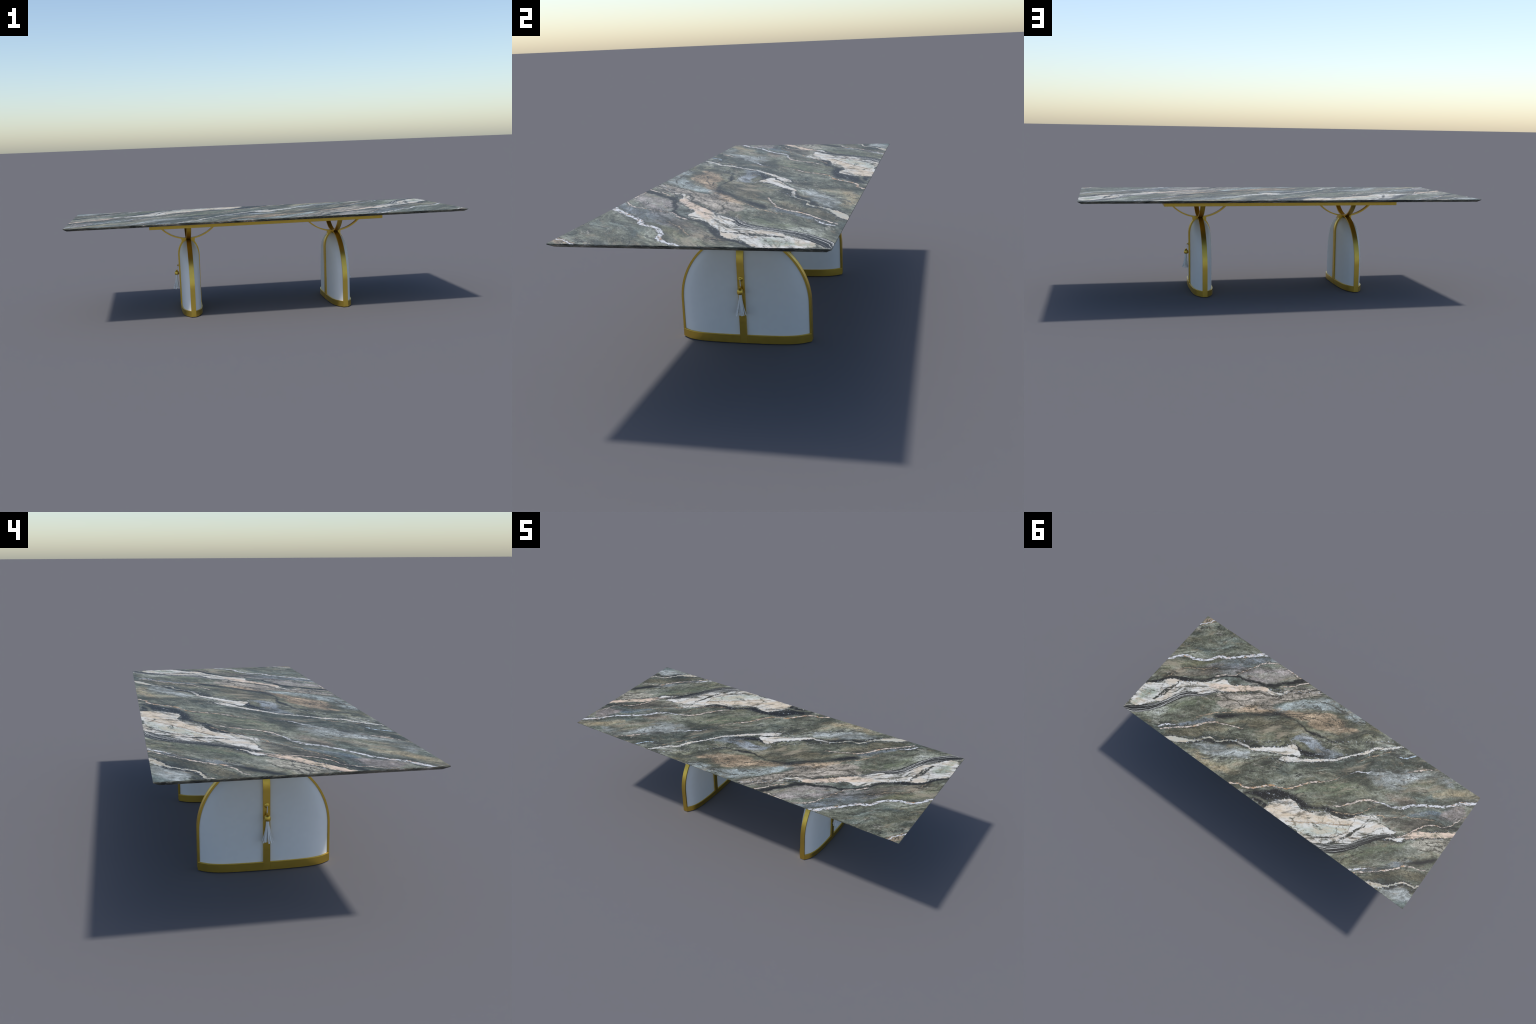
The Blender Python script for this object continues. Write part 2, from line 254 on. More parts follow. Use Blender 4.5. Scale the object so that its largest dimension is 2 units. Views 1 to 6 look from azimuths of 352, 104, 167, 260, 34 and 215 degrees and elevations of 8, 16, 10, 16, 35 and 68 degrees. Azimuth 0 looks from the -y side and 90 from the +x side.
    ("second stripe band", "stripe", 0.002, [(0.082, 0.564, 0.004), (0.109, 0.576, 0.0141), (0.159, 0.588, 0.0265), (0.217, 0.587, 0.0249), (0.276, 0.577, 0.0201), (0.335, 0.555, 0.0194), (0.395, 0.536, 0.0187), (0.454, 0.52, 0.0155), (0.498, 0.516, 0.0082), (0.532, 0.526, 0.0033)]),
    ("dark slash", "dark", 0.003, [(-0.864, -0.339, 0.0038), (-0.836, -0.355, 0.0094), (-0.808, -0.377, 0.017), (-0.772, -0.403, 0.0124), (-0.731, -0.432, 0.0057), (-0.711, -0.454, 0.0024)]),
    ("second dark slash", "dark", 0.003, [(0.172, 0.552, 0.0024), (0.239, 0.53, 0.0061), (0.282, 0.506, 0.0098), (0.331, 0.474, 0.0074), (0.367, 0.459, 0.0029), (0.399, 0.432, 0.0012)]),
    ("crack beige upper", "crackline", 0.0012, [(-0.454, -0.377, 0.0033), (-0.433, -0.349, 0.0038), (-0.378, -0.33, 0.0014), (-0.327, -0.326, 0.0019), (-0.256, -0.343, 0.0014), (-0.151, -0.337, 0.0014), (-0.067, -0.329, 0.0019), (0.039, -0.342, 0.0019), (0.136, -0.361, 0.0014)]),
    ("crack beige left", "crackline", 0.0012, [(-0.47, -0.327, 0.0014), (-0.403, -0.335, 0.0014), (-0.361, -0.322, 0.0019), (-0.329, -0.295, 0.0014)]),
    ("crack beige lower", "crackline", 0.0012, [(-0.318, -0.286, 0.0014), (-0.268, -0.293, 0.0014), (-0.201, -0.296, 0.0014), (-0.142, -0.293, 0.0014)]),
    ("crack beige top", "crackline", 0.0012, [(-0.404, -0.385, 0.0014), (-0.32, -0.39, 0.0014), (-0.235, -0.387, 0.0014), (-0.172, -0.361, 0.0019), (-0.088, -0.358, 0.0019)]),
    ("crack fan upper", "crackline", 0.0012, [(-0.08, -0.236, 0.0014), (0.003, -0.235, 0.0014), (0.087, -0.245, 0.0014), (0.179, -0.238, 0.0014), (0.219, -0.201, 0.0018), (0.272, -0.165, 0.0014), (0.339, -0.117, 0.0023)]),
    ("crack fan middle", "crackline", 0.0012, [(-0.026, -0.225, 0.0014), (0.066, -0.219, 0.0014), (0.107, -0.21, 0.0014), (0.169, -0.183, 0.0014), (0.219, -0.169, 0.0014)]),
    ("crack fan steep", "crackline", 0.0012, [(0.217, -0.206, 0.0014), (0.235, -0.151, 0.0018), (0.249, -0.087, 0.0018)]),
    ("crack fan lower", "crackline", 0.0012, [(0.016, -0.216, 0.0023), (0.057, -0.2, 0.0023), (0.081, -0.168, 0.0018), (0.095, -0.127, 0.0009)]),
    ("crack pale", "crackline", 0.0012, [(0.071, -0.312, 0.0009), (0.155, -0.318, 0.0014), (0.255, -0.267, 0.0014), (0.316, -0.23, 0.0014), (0.389, -0.18, 0.0018)]),
    ("seam of second white", "ochreline", 0.0012, [(-0.071, 0.427, 0.0012), (0.031, 0.437, 0.0012), (0.11, 0.439, 0.0017), (0.189, 0.446, 0.0012), (0.291, 0.448, 0.0012)]),
    ("green line of second white", "crackline", 0.0012, [(0.03, 0.529, 0.0012), (0.109, 0.524, 0.0024), (0.187, 0.522, 0.002), (0.242, 0.504, 0.0016), (0.266, 0.492, 0.0008)]),
    ("diagonal of second white", "crackline", 0.0015, [(0.262, 0.51, 0.0012), (0.282, 0.471, 0.0016), (0.308, 0.43, 0.0017), (0.33, 0.401, 0.0012)]),
    ("diagonal two of second white", "crackline", 0.0015, [(0.297, 0.496, 0.0012), (0.35, 0.459, 0.0016), (0.399, 0.417, 0.0017)]),
    ("diagonal of first white", "crackline", 0.0015, [(-0.838, -0.36, 0.0014), (-0.822, -0.405, 0.0019), (-0.8, -0.451, 0.0014)]),
    ("diagonal two of first white", "crackline", 0.0015, [(-0.814, -0.41, 0.001), (-0.772, -0.415, 0.0014), (-0.713, -0.416, 0.0014)]),
    ("third crack", "crackline", 0.0012, [(-0.755, -0.411, 0.0014), (-0.727, -0.44, 0.0019), (-0.711, -0.457, 0.0014)]),
    ("crack second beige", "crackline", 0.0012, [(0.692, 0.535, 0.0016), (0.71, 0.557, 0.0016), (0.766, 0.551, 0.0012), (0.844, 0.555, 0.0012)]),
    ("crack second beige low", "crackline", 0.0012, [(0.653, 0.59, 0.0012), (0.703, 0.602, 0.0012), (0.754, 0.595, 0.0012), (0.801, 0.602, 0.0012)]),
    ("crack second beige mid", "crackline", 0.0012, [(0.694, 0.565, 0.0012), (0.745, 0.571, 0.0012), (0.783, 0.577, 0.0016), (0.827, 0.567, 0.0012)]),
    ("wisp one", "crackline", 0.002, [(0.223, 0.656, 0.0012), (0.262, 0.639, 0.0016), (0.309, 0.627, 0.0016), (0.357, 0.607, 0.0012)]),
    ("wisp two", "crackline", 0.002, [(-0.167, -0.164, 0.0014), (-0.129, -0.178, 0.0023), (-0.088, -0.19, 0.0023), (-0.046, -0.188, 0.0014)]),
    ("wisp three", "crackline", 0.002, [(-0.266, -0.145, 0.0009), (-0.212, -0.16, 0.0018), (-0.167, -0.174, 0.0018)]),
    ("wisp four", "crackline", 0.002, [(-0.351, 0.11, 0.0013), (-0.291, 0.083, 0.0018), (-0.239, 0.061, 0.0018), (-0.19, 0.047, 0.0009)]),
    ("tail over knot", "dark", 0.004, [(-0.189, -0.422, 0.0019), (-0.147, -0.42, 0.0067), (-0.126, -0.406, 0.0048), (-0.104, -0.396, 0.0029)]),
    ("ledge", "black", 0.003, [(-0.678, -0.392, 0.0019), (-0.644, -0.388, 0.0057), (-0.619, -0.386, 0.0038), (-0.593, -0.369, 0.0066), (-0.568, -0.374, 0.0028)]),
]


def path_edge(N, p, q, pts, soft, across=False):
    """Signed distance to the rim of one vein (negative inside) and the relative
    offset from its middle: curve nodes hold its centre line and half width."""
    pts = sorted(pts)
    p0, p1 = pts[0][0] - 0.012, pts[-1][0] + 0.012
    qa = min(t[1] for t in pts) - 0.02
    qb = max(t[1] for t in pts) + 0.02
    u = N.step(p, p0, p1, smooth=False)
    centre = N.new("ShaderNodeFloatCurve")
    width = N.new("ShaderNodeFloatCurve")
    drop = max(soft, 0.004)
    wmax = max(t[2] for t in pts) + drop
    keys = [((t[0] - p0) / (p1 - p0), (t[1] - qa) / (qb - qa), (t[2] + drop) / wmax)
            for t in pts]
    keys = [(0.0, keys[0][1], 0.0)] + keys + [(1.0, keys[-1][1], 0.0)]
    for node, k in ((centre, 1), (width, 2)):
        c = node.mapping.curves[0]
        c.points[0].location = (0.0, keys[0][k])
        c.points[1].location = (1.0, keys[-1][k])
        for key in keys[1:-1]:
            c.points.new(key[0], key[k])
        node.mapping.update()
        N.put(node.inputs["Value"], u)
    c = N.math('MULTIPLY_ADD', centre.outputs[0], qb - qa, qa)
    offset = N.math('SUBTRACT', q, c)
    w = N.math('MULTIPLY_ADD', width.outputs[0], wmax, -drop)
    edge = N.math('SUBTRACT', N.math('ABSOLUTE', offset), w)
    if not across:
        return edge
    return edge, N.math('DIVIDE', offset, N.math('MAXIMUM', w, 0.004))


def marble_material():
    mat = bpy.data.materials.new("green_marble")
    N = Nodes(mat)
    col = {k: srgb(*v, gain=GAIN) for k, v in PALETTE.items()}
    def tone_of(*rgb):
        return srgb(*rgb, gain=GAIN)
    tc = N.new("ShaderNodeTexCoord")
    obj = tc.outputs["Object"]

    def axis(a):
        n = N.new("ShaderNodeVectorMath", operation='DOT_PRODUCT')
        N.put(n.inputs[0], obj)
        n.inputs[1].default_value = (a[0], a[1], 0)
        return n.outputs["Value"]
    p, q = axis(P_AXIS), axis(Q_AXIS)
    flat = N.combine(p, q)

    def centred(x):
        return N.math('SUBTRACT', x, 0.5)

    def times(a, b):
        return N.math('MULTIPLY', a, b)
    # the flow of the stone: bands that swell and dip along P
    swell = N.math('MULTIPLY_ADD', centred(N.noise(flat, 3.2, 2)), 0.16, q)
    streak = N.combine(times(p, 0.36), swell)
    fine_streak = N.combine(times(p, 0.22), swell)
    # fine cracks: stretched, wobbling cell rims
    wob = N.noise(flat, 16, 6, 0.7, out=1)

    def cracks(scale, width, stretch):
        v = N.new("ShaderNodeTexVoronoi", feature='DISTANCE_TO_EDGE')
        add = N.new("ShaderNodeVectorMath", operation='MULTIPLY_ADD')
        N.put(add.inputs[0], wob)
        add.inputs[1].default_value = (0.07, 0.12, 0)
        N.put(add.inputs[2], N.combine(times(p, stretch), q))
        N.put(v.inputs["Vector"], add.outputs[0])
        v.inputs["Scale"].default_value = scale
        return N.step(v.outputs["Distance"], width, width * 0.2)
    cell_a = N.math('MAXIMUM', cracks(13, 0.045, 0.30), times(cracks(24, 0.050, 0.45), 0.6))
    cell_b = N.math('MAXIMUM', cracks(15, 0.040, 0.55), times(cracks(30, 0.05, 0.6), 0.45))
    # (Cycles evaluates masks in the order their inputs are ready; tying the vein
    # coordinates to the cells keeps its shader stack small)
    tie = times(N.math('ADD', cell_a, cell_b), 1e-6)
    # jagged rims for veins, cloudy rims for fields
    jag = times(centred(N.noise(flat, 34, 6, 0.74)), 0.026)
    sway = times(centred(N.noise(streak, 14, 3)), 0.012)
    qv = N.math('ADD', N.math('ADD', N.math('ADD', q, jag), sway), tie)
    pv = N.math('ADD', N.math('MULTIPLY_ADD', centred(N.noise(flat, 40, 5, 0.7)), 0.05, p), tie)
    cloud = times(centred(N.noise(streak, 11, 7, 0.7)), 0.13)
    qr = N.math('ADD', N.math('ADD', q, cloud), tie)
    pr = N.math('ADD', N.math('MULTIPLY_ADD', centred(N.noise(flat, 9, 6, 0.68)), 0.14, p), tie)

    # ground mass: mottled grey-green, streaked along P
    n1 = N.noise(streak, 8, 9, 0.70, 0.8)
    colour = N.ramp(n1, [(0.34, tone_of(56, 58, 50)), (0.44, tone_of(88, 90, 75)),
                         (0.52, tone_of(114, 116, 99)), (0.60, tone_of(144, 146, 131)),
                         (0.68, tone_of(170, 172, 160))])
    hue = N.noise(streak, 4.2, 5, 0.6)
    colour = N.mix(N.step(hue, 0.50, 0.66, 0, 0.55), colour, tone_of(116, 111, 80))
    colour = N.mix(N.step(hue, 0.46, 0.34, 0, 0.5), colour, tone_of(106, 120, 116))

    fields = [v for v in VEINS if v[2] >= 0.0115 and v[1] not in
              ("dark", "black", "sage", "sage2", "peach", "peach2")]
    pale_mask = calm = None
    patchy = N.step(N.noise(streak, 15, 7, 0.72, 0.4), 0.38, 0.56, 0.38, 0.88)
    for name, key, soft, pts in fields:
        e = path_edge(N, pr, qr, pts, soft)
        m = N.step(e, soft * 0.7, -soft * 0.7)
        if key in ("beige", "beige2", "tan", "pale"):
            pale_mask = m if pale_mask is None else N.math('MAXIMUM', pale_mask, m)
        if key in ("pale2", "steel", "pinkgrey", "moss"):
            calm = m if calm is None else N.math('MAXIMUM', calm, m)
        colour = N.mix(times(m, 0.9 if key in ("beige", "beige2", "tan") else patchy), colour, col[key])

    # mottling and crystal grain over ground mass and fields
    def gain_ramp(n, lo, hi):
        return N.ramp(n, [(0.36, (lo, lo, lo * 0.98, 1)), (0.5, (1, 1, 1, 1)), (0.64, (hi, hi, hi * 1.02, 1))])
    colour = N.mix(0.85, colour, gain_ramp(N.noise(streak, 19, 8, 0.74, 0.5), 0.50, 1.50), 'MULTIPLY')
    colour = N.mix(0.85, colour, gain_ramp(N.noise(flat, 62, 4, 0.72), 0.62, 1.40), 'MULTIPLY')
    colour = N.mix(0.85, colour, gain_ramp(N.noise(flat, 170, 3, 0.7), 0.70, 1.30), 'MULTIPLY')
    colour = N.mix(0.9, colour, gain_ramp(N.noise(streak, 10, 7, 0.68, 0.6), 0.58, 1.48), 'MULTIPLY')
    warm = N.noise(streak, 33, 4, 0.65)
    colour = N.mix(N.step(warm, 0.55, 0.68, 0, 0.35), colour, tone_of(150, 134, 108))

    # dark and pale threads that follow the flow
    def threads(scale, width, lo, hi, gate_scale):
        n = N.noise(fine_streak, scale, 5, 0.62, 0.35)
        line = N.step(N.math('ABSOLUTE', centred(n)), width, width * 0.3)
        return times(line, N.step(N.noise(flat, gate_scale, 4, 0.65), lo, hi))
    layer = N.noise(fine_streak, 15, 8, 0.72, 0.3)
    open_ground = N.math('MULTIPLY_ADD', N.math('MAXIMUM', pale_mask, calm), -0.7, 1.0)
    colour = N.mix(times(N.step(layer, 0.54, 0.63, 0, 0.62), open_ground), colour, tone_of(62, 64, 54))
    colour = N.mix(times(N.step(layer, 0.46, 0.37, 0, 0.6), N.step(hue, 0.40, 0.54)), colour, tone_of(164, 152, 130))
    colour = N.mix(times(threads(13, 0.011, 0.43, 0.54, 6), 0.9), colour, tone_of(46, 47, 41))
    colour = N.mix(times(times(threads(22, 0.014, 0.46, 0.57, 8), open_ground), 0.8), colour, tone_of(54, 54, 46))
    colour = N.mix(times(times(threads(36, 0.016, 0.48, 0.58, 10), open_ground), 0.7), colour, tone_of(74, 66, 52))
    colour = N.mix(times(threads(17, 0.009, 0.51, 0.61, 7), 0.75), colour, tone_of(182, 176, 162))

    # fine dark cracks, strong in the pale fields
    broken = N.step(N.noise(flat, 10, 4, 0.65), 0.40, 0.56)
    crack = times(times(cell_a, broken), N.math('MULTIPLY_ADD', pale_mask, 0.78, 0.12))
    colour = N.mix(crack, colour, tone_of(60, 57, 48))

    # dark seams
    fleck_on = N.step(N.noise(streak, 48, 5, 0.7), 0.34, 0.44, 0.45, 1.0)
    spark_on = N.step(N.noise(flat, 75, 4, 0.7), 0.60, 0.66, 0, 0.75)
    for name, key, soft, pts in VEINS:
        if key in ("dark", "black", "deep3") and "slash" not in name:
            e = path_edge(N, pv, qv, pts, soft * 1.5)
            m = times(N.step(e, soft * 1.5, -soft * 1.5), fleck_on)
            colour = N.mix(m, colour, col[key])
            if key == "black":    # frosty flecks inside the dark masses
                colour = N.mix(times(N.step(e, 0.004, -0.004), spark_on), colour, tone_of(196, 200, 204))

    qw = N.math('MULTIPLY_ADD', centred(N.noise(flat, 80, 5, 0.75)), 0.022, qv)
    # white bodies: a broken dark rim, frost flecks outside it, then the stone
    white = None
    rim_noise = N.noise(flat, 85, 4, 0.7)
    holes = N.noise(streak, 70, 5, 0.7)
    blush = N.noise(streak, 24, 6, 0.72)
    plume = N.noise(fine_streak, 44, 6, 0.7, 0.25)
    plume_on, hole_on = N.step(plume, 0.49, 0.56, 0, 0.75), N.step(holes, 0.40, 0.48, 0, 0.85)
    frost_on = N.step(rim_noise, 0.56, 0.62, 0, 0.85)
    for name, key, soft, pts in VEINS:
        if key in ("white", "ivory") or name == "peach body":
            e = path_edge(N, pv, qw, pts, soft)
            colour = N.mix(times(N.step(e, 0.036, 0.002), plume_on), colour, tone_of(54, 54, 48))
            colour = N.mix(times(N.step(e, 0.0075, 0.001), hole_on), colour, col["dark"])
            colour = N.mix(times(N.step(e, 0.013, 0.002), frost_on), colour, tone_of(196, 202, 206))
            m = N.step(e, 0.0012, -0.0012)
            white = m if white is None else N.math('MAXIMUM', white, m)
            colour = N.mix(m, colour, col[key])
    for name, key, soft, pts in VEINS:
        if "tint" in name:
            e = path_edge(N, pr, qr, pts, soft)
            m = times(times(N.step(e, soft, -soft), white), N.step(blush, 0.36, 0.58, 0.45, 1.0))
            colour = N.mix(m, colour, col[key])
    colour = N.mix(times(N.step(blush, 0.45, 0.60, 0, 0.7), white), colour, tone_of(200, 183, 158))
    colour = N.mix(times(N.step(N.noise(flat, 55, 4, 0.7), 0.54, 0.68, 0, 0.45), white), colour,
                   tone_of(158, 158, 148))
    thin = N.noise(fine_streak, 30, 7, 0.74, 0.4)
    colour = N.mix(times(N.step(thin, 0.53, 0.60, 0, 0.75), white), colour, tone_of(122, 124, 108))
    colour = N.mix(times(N.step(thin, 0.585, 0.625, 0, 0.9), white), colour, tone_of(62, 62, 54))
    wcrack = times(cell_b,
                   N.step(N.noise(flat, 8, 4, 0.6), 0.42, 0.56, 0.05, 1))
    colour = N.mix(times(times(wcrack, white), 0.8), colour, tone_of(92, 86, 66))

    # striped bands and slashes across the white
    late, pv_late = qv, pv
    for name, key, soft, pts in VEINS:
        if key == "stripe":
            e, u = path_edge(N, pv, N.math('MULTIPLY_ADD', N.math('ADD', jag, sway), 0.45, q), pts, soft, True)
            lines = N.noise(N.combine(times(p, 1.6), times(u, 4.6), 0), 1.0, 4, 0.6, 0.15)
            late = N.math('MULTIPLY_ADD', lines, 1e-6, late)
            pv_late = N.math('MULTIPLY_ADD', lines, 1e-6, pv_late)
            tone = N.ramp(lines, [(0.48, col["dark"]), (0.545, tone_of(58, 58, 52)),
                                  (0.575, tone_of(186, 186, 178)), (0.62, col["white"])])
            colour = N.mix(N.step(e, soft, -soft), colour, tone)
    for name, key, soft, pts in VEINS:
        if "slash" in name:
            e = path_edge(N, pv_late, late, pts, soft)
            m = times(N.step(e, 0.002, -0.002), N.step(N.noise(flat, 60, 5, 0.72), 0.40, 0.50))
            colour = N.mix(m, colour, tone_of(52, 53, 46))

    late = N.math('MULTIPLY_ADD', centred(N.noise(flat, 120, 4, 0.7)), 0.011, late)
    fray = N.math('MULTIPLY', N.noise(streak, 40, 4, 0.65), 0.007)
    # single cracks, broken along their length
    dash = N.step(N.noise(flat, 40, 5, 0.7), 0.38, 0.50, 0.25, 1.0)
    for name, key, soft, pts in VEINS:
        if key in ("crackline", "ochreline"):
            e = path_edge(N, pv_late, late, pts, soft)
            halo = times(N.step(e, 0.006, 0.0), 0.30)
            colour = N.mix(halo, colour, tone_of(92, 84, 66))
            colour = N.mix(times(N.step(e, 0.0016, -0.0008), dash), colour,
                           tone_of(56, 54, 46) if key == "crackline" else tone_of(150, 124, 92))

    # thin veins: white with rusty flecks, frayed, shaded along their rims
    blot = N.noise(streak, 55, 5, 0.7)
    gap = N.step(N.noise(N.combine(times(p, 0.5), q), 85, 5, 0.72), 0.44, 0.50, 0.06, 1.0)
    rust = {"whitevein": (0.54, 0.66), "peachvein": (0.50, 0.64),
            "pinkvein": (0.50, 0.64), "ambervein": (0.43, 0.58)}
    tones = {"ochre": col["ochre"], "frost": col["frost"]}
    for key, (lo, hi) in rust.items():
        pale = tone_of(212, 212, 212) if key == "whitevein" else tone_of(214, 199, 184)
        tones[key] = N.mix(N.step(blot, lo, hi), pale, col["orange"])
    plume_on, hole_on = N.step(plume, 0.51, 0.57, 0, 0.6), N.step(holes, 0.44, 0.51, 0, 0.7)
    for name, key, soft, pts in VEINS:
        if key in tones and soft < 0.0115:
            e = path_edge(N, pv_late, late, pts, soft)
            colour = N.mix(times(N.step(e, 0.026, 0.002), plume_on), colour, tone_of(58, 57, 49))
            colour = N.mix(times(N.step(e, 0.007, 0.0), hole_on), colour, tone_of(58, 55, 48))
            core = N.math('ADD', e, N.math('SUBTRACT', fray, 0.0030))
            colour = N.mix(times(N.step(core, 0.0012, -0.0012), gap), colour, tones[key])

    # scattered pale crystals
    speck = times(N.step(N.noise(flat, 140, 3, 0.65), 0.63, 0.69),
                  N.step(N.noise(flat, 9, 4, 0.6), 0.48, 0.60))
    colour = N.mix(times(speck, 0.7), colour, tone_of(188, 190, 184))
    N.principled(Base_Color=colour, Roughness=0.5, Specular_IOR_Level=0.22)
    return mat


def edge_marble_material():
    mat = bpy.data.materials.new("marble_edge")
    N = Nodes(mat)
    obj = N.new("ShaderNodeTexCoord").outputs["Object"]
    sep = N.new("ShaderNodeSeparateXYZ")
    N.put(sep.inputs[0], obj)
    s = N.math('ADD', N.math('ADD', sep.outputs[0], sep.outputs[1]), N.math('MULTIPLY', sep.outputs[2], 3.0))
    v = N.combine(N.math('MULTIPLY', s, 0.7), N.math('MULTIPLY', sep.outputs[2], 2.6), sep.outputs[1])
    n = N.noise(v, 13, 7, 0.74, 0.6)
    c = N.ramp(n, [(0.40, srgb(38, 39, 36)), (0.48, srgb(78, 80, 70)), (0.54, srgb(120, 120, 106)),
                   (0.59, srgb(140, 124, 104)), (0.63, srgb(214, 212, 206))])
    c = N.mix(N.step(N.noise(v, 70, 4, 0.7), 0.56, 0.64, 0, 0.55), c, srgb(180, 182, 178))
    c = N.mix(N.step(N.noise(v, 5, 4, 0.6), 0.48, 0.62, 0, 0.5), c, srgb(60, 57, 49))
    N.principled(Base_Color=c, Roughness=0.45, Specular_IOR_Level=0.3)
    return mat


def brass_material():
    mat = bpy.data.materials.new("satin_brass")
    N = Nodes(mat)
    obj = N.new("ShaderNodeTexCoord").outputs["Object"]
    n = N.noise(obj, 60, 3)
    c = N.mix(n, srgb(223, 188, 87), srgb(215, 180, 80))
    N.principled(Base_Color=c, Metallic=1.0, Roughness=N.step(n, 0.3, 0.7, 0.36, 0.42))
    return mat


def leather_material():
    mat = bpy.data.materials.new("white_leather")
    N = Nodes(mat)
    obj = N.new("ShaderNodeTexCoord").outputs["Object"]
    n = N.noise(obj, 40, 3)
    c = N.mix(n, srgb(226, 226, 224), srgb(232, 232, 230))
    N.principled(Base_Color=c, Roughness=0.5, Specular_IOR_Level=0.4)
    return mat


# ------------------------------------------------------------------ profiles
PLAN = [(0.0, 1.0), (0.2, 0.992), (0.383, 0.965), (0.52, 0.922), (0.64, 0.860), (0.753, 0.735),
        (0.851, 0.552), (0.915, 0.345), (1.0, 0.0)]


def plan_width(t):
    """Half width of a pedestal in plan, as a share, at the share t of its half depth."""
    for i in range(len(PLAN) - 1):
        (t0, g0), (t1, g1) = PLAN[i], PLAN[i + 1]
        if t <= t1:
            def slope(k):
                if k == 0:
                    return 0.0
                if k == len(PLAN) - 1:
                    return (PLAN[k][1] - PLAN[k - 1][1]) / (PLAN[k][0] - PLAN[k - 1][0])
                return (PLAN[k + 1][1] - PLAN[k - 1][1]) / (PLAN[k + 1][0] - PLAN[k - 1][0])
            h = t1 - t0
            x = (t - t0) / h
            return (g0 * (1 + 2 * x) * (1 - x) ** 2 + slope(i) * h * x * (1 - x) ** 2
                    + g1 * x * x * (3 - 2 * x) + slope(i + 1) * h * x * x * (x - 1))
    return 0.0


def lens(half_x, half_y, n=10, flat=RIBBON / 2, bulge=0.0):
    """Quarter of a pedestal's plan, from the end facet to the middle of the side."""
    pts = []
    for i in range(n + 1):
        t = 1 - (i / n) ** 1.25
        x = flat + (half_x - flat) * plan_width(t) + bulge * math.sin(math.pi * min(1, t * 1.05)) ** 0.8
        pts.append((x, half_y * t))
    return pts


def side_inner(z):
    """Half width in x of the upholstered body at height z."""
    a, z0, b = 0.0488, 0.290, 0.081
    if z <= z0:
        return 0.0478 + (a - 0.0478) * z / z0
    return a * math.sqrt(max(0.0, 1 - ((z - z0) / b) ** 2))


def end_inner(z):
    """Half depth in y of the upholstered body at height z."""
    a, z0, b = 0.2292, 0.140, 0.2370
    return a if z <= z0 else a * math.sqrt(max(0.0, 1 - ((z - z0) / b) ** 2))


ARC_R, ARC_T, ARC_Z, ARM_TOP = 0.192, 0.0052, 0.3805, 0.4600


def arc_top(s):
    return ARC_Z + ARC_R - math.sqrt(ARC_R ** 2 - s * s)


def arc_under(s):
    r = ARC_R + ARC_T
    return ARC_Z + ARC_R - math.sqrt(r * r - s * s)


def arc_reach(radius):
    d = ARC_Z + ARC_R - ARM_TOP
    return math.sqrt(radius * radius - d * d)


def rib_outline(inner, outer, join):
    """Closed outline of a rib: arch below, saucer-shaped arms above.
    inner/outer are right-hand points from the floor up; join is where the
    outer line meets the underside of the arm."""
    right = [(s, z) for s, z in outer]
    reach_u, reach_t = arc_reach(ARC_R + ARC_T), arc_reach(ARC_R)
    n = 18
    for i in range(n + 1):
        s = join + (reach_u - join) * i / n
        right.append((s, arc_under(s)))
    for i in range(2 * n + 1):
        s = reach_t * math.cos(math.pi * i / (4 * n)) if i < 2 * n else 0.0
        right.append((s, arc_top(s)))
    loop = right + [(-s, z) for s, z in reversed(right[:-1])]
    loop += [(-s, z) for s, z in inner]
    loop += [(s, z) for s, z in reversed(inner[:-1])]
    return loop


def extrude_outline(name, loop, along_x):
    bm = bmesh.new()
    h = RIBBON / 2
    def place(s, z, d):
        return (s, d, z) if along_x else (d, s, z)
    a = [bm.verts.new(place(s, z, -h)) for s, z in loop]
    b = [bm.verts.new(place(s, z, h)) for s, z in loop]
    for i in range(len(loop)):
        j = (i + 1) % len(loop)
        bm.faces.new((a[i], a[j], b[j], b[i]))
    caps = [bm.faces.new(a), bm.faces.new(list(reversed(b)))]
    bm.normal_update()
    rim = [e for f in caps for e in f.edges]
    bmesh.ops.bevel(bm, geom=rim, offset=0.0006, segments=2, profile=0.5, affect='EDGES')
    bmesh.ops.triangulate(bm, faces=[f for f in bm.faces if len(f.verts) > 4])
    return mesh_from_bmesh(name, bm, 38)


def build_side_rib():
    inner = [(side_inner(z), z) for z in [0.0012, 0.1, 0.2, 0.29]]
    for i in range(1, 17):
        t = math.pi / 2 * i / 16
        inner.append((0.0488 * math.cos(t), 0.290 + 0.081 * math.sin(t)))
    outer = [(0.0557, 0.0012), (0.0550, 0.1), (0.0555, 0.2), (0.0563, 0.29)]
    for i in range(1, 15):
        t = math.radians(52.5) * i / 14
        outer.append((0.0563 * math.cos(t), 0.290 + 0.0885 * math.sin(t)))
    s_end = outer[-1][0]
    for f in (0.35, 0.75):
        outer.append((s_end + 0.0004 * f, outer[-1][1] + 0.005))
    return extrude_outline("side_rib", rib_outline(inner, outer, s_end + 0.0015), True)


def build_end_rib():
    inner = [(0.2285, 0.0012), (0.2285, 0.07), (0.2285, 0.14)]
    for i in range(1, 31):
        t = math.pi / 2 * i / 30
        inner.append((0.2285 * math.cos(t), 0.140 + 0.2365 * math.sin(t)))
    outer = [(0.2352, 0.0012), (0.2349, 0.07), (0.2345, 0.14)]
    i, join = 0, None
    while join is None:
        i += 1
        t = math.pi / 2 * i / 60
        s, z = 0.2345 * math.cos(t), 0.140 + 0.2425 * math.sin(t)
        if s < 0.18 and z > arc_under(s):
            join = s
        else:
            outer.append((s, z))
    return extrude_outline("end_rib", rib_outline(inner, outer, join), False)


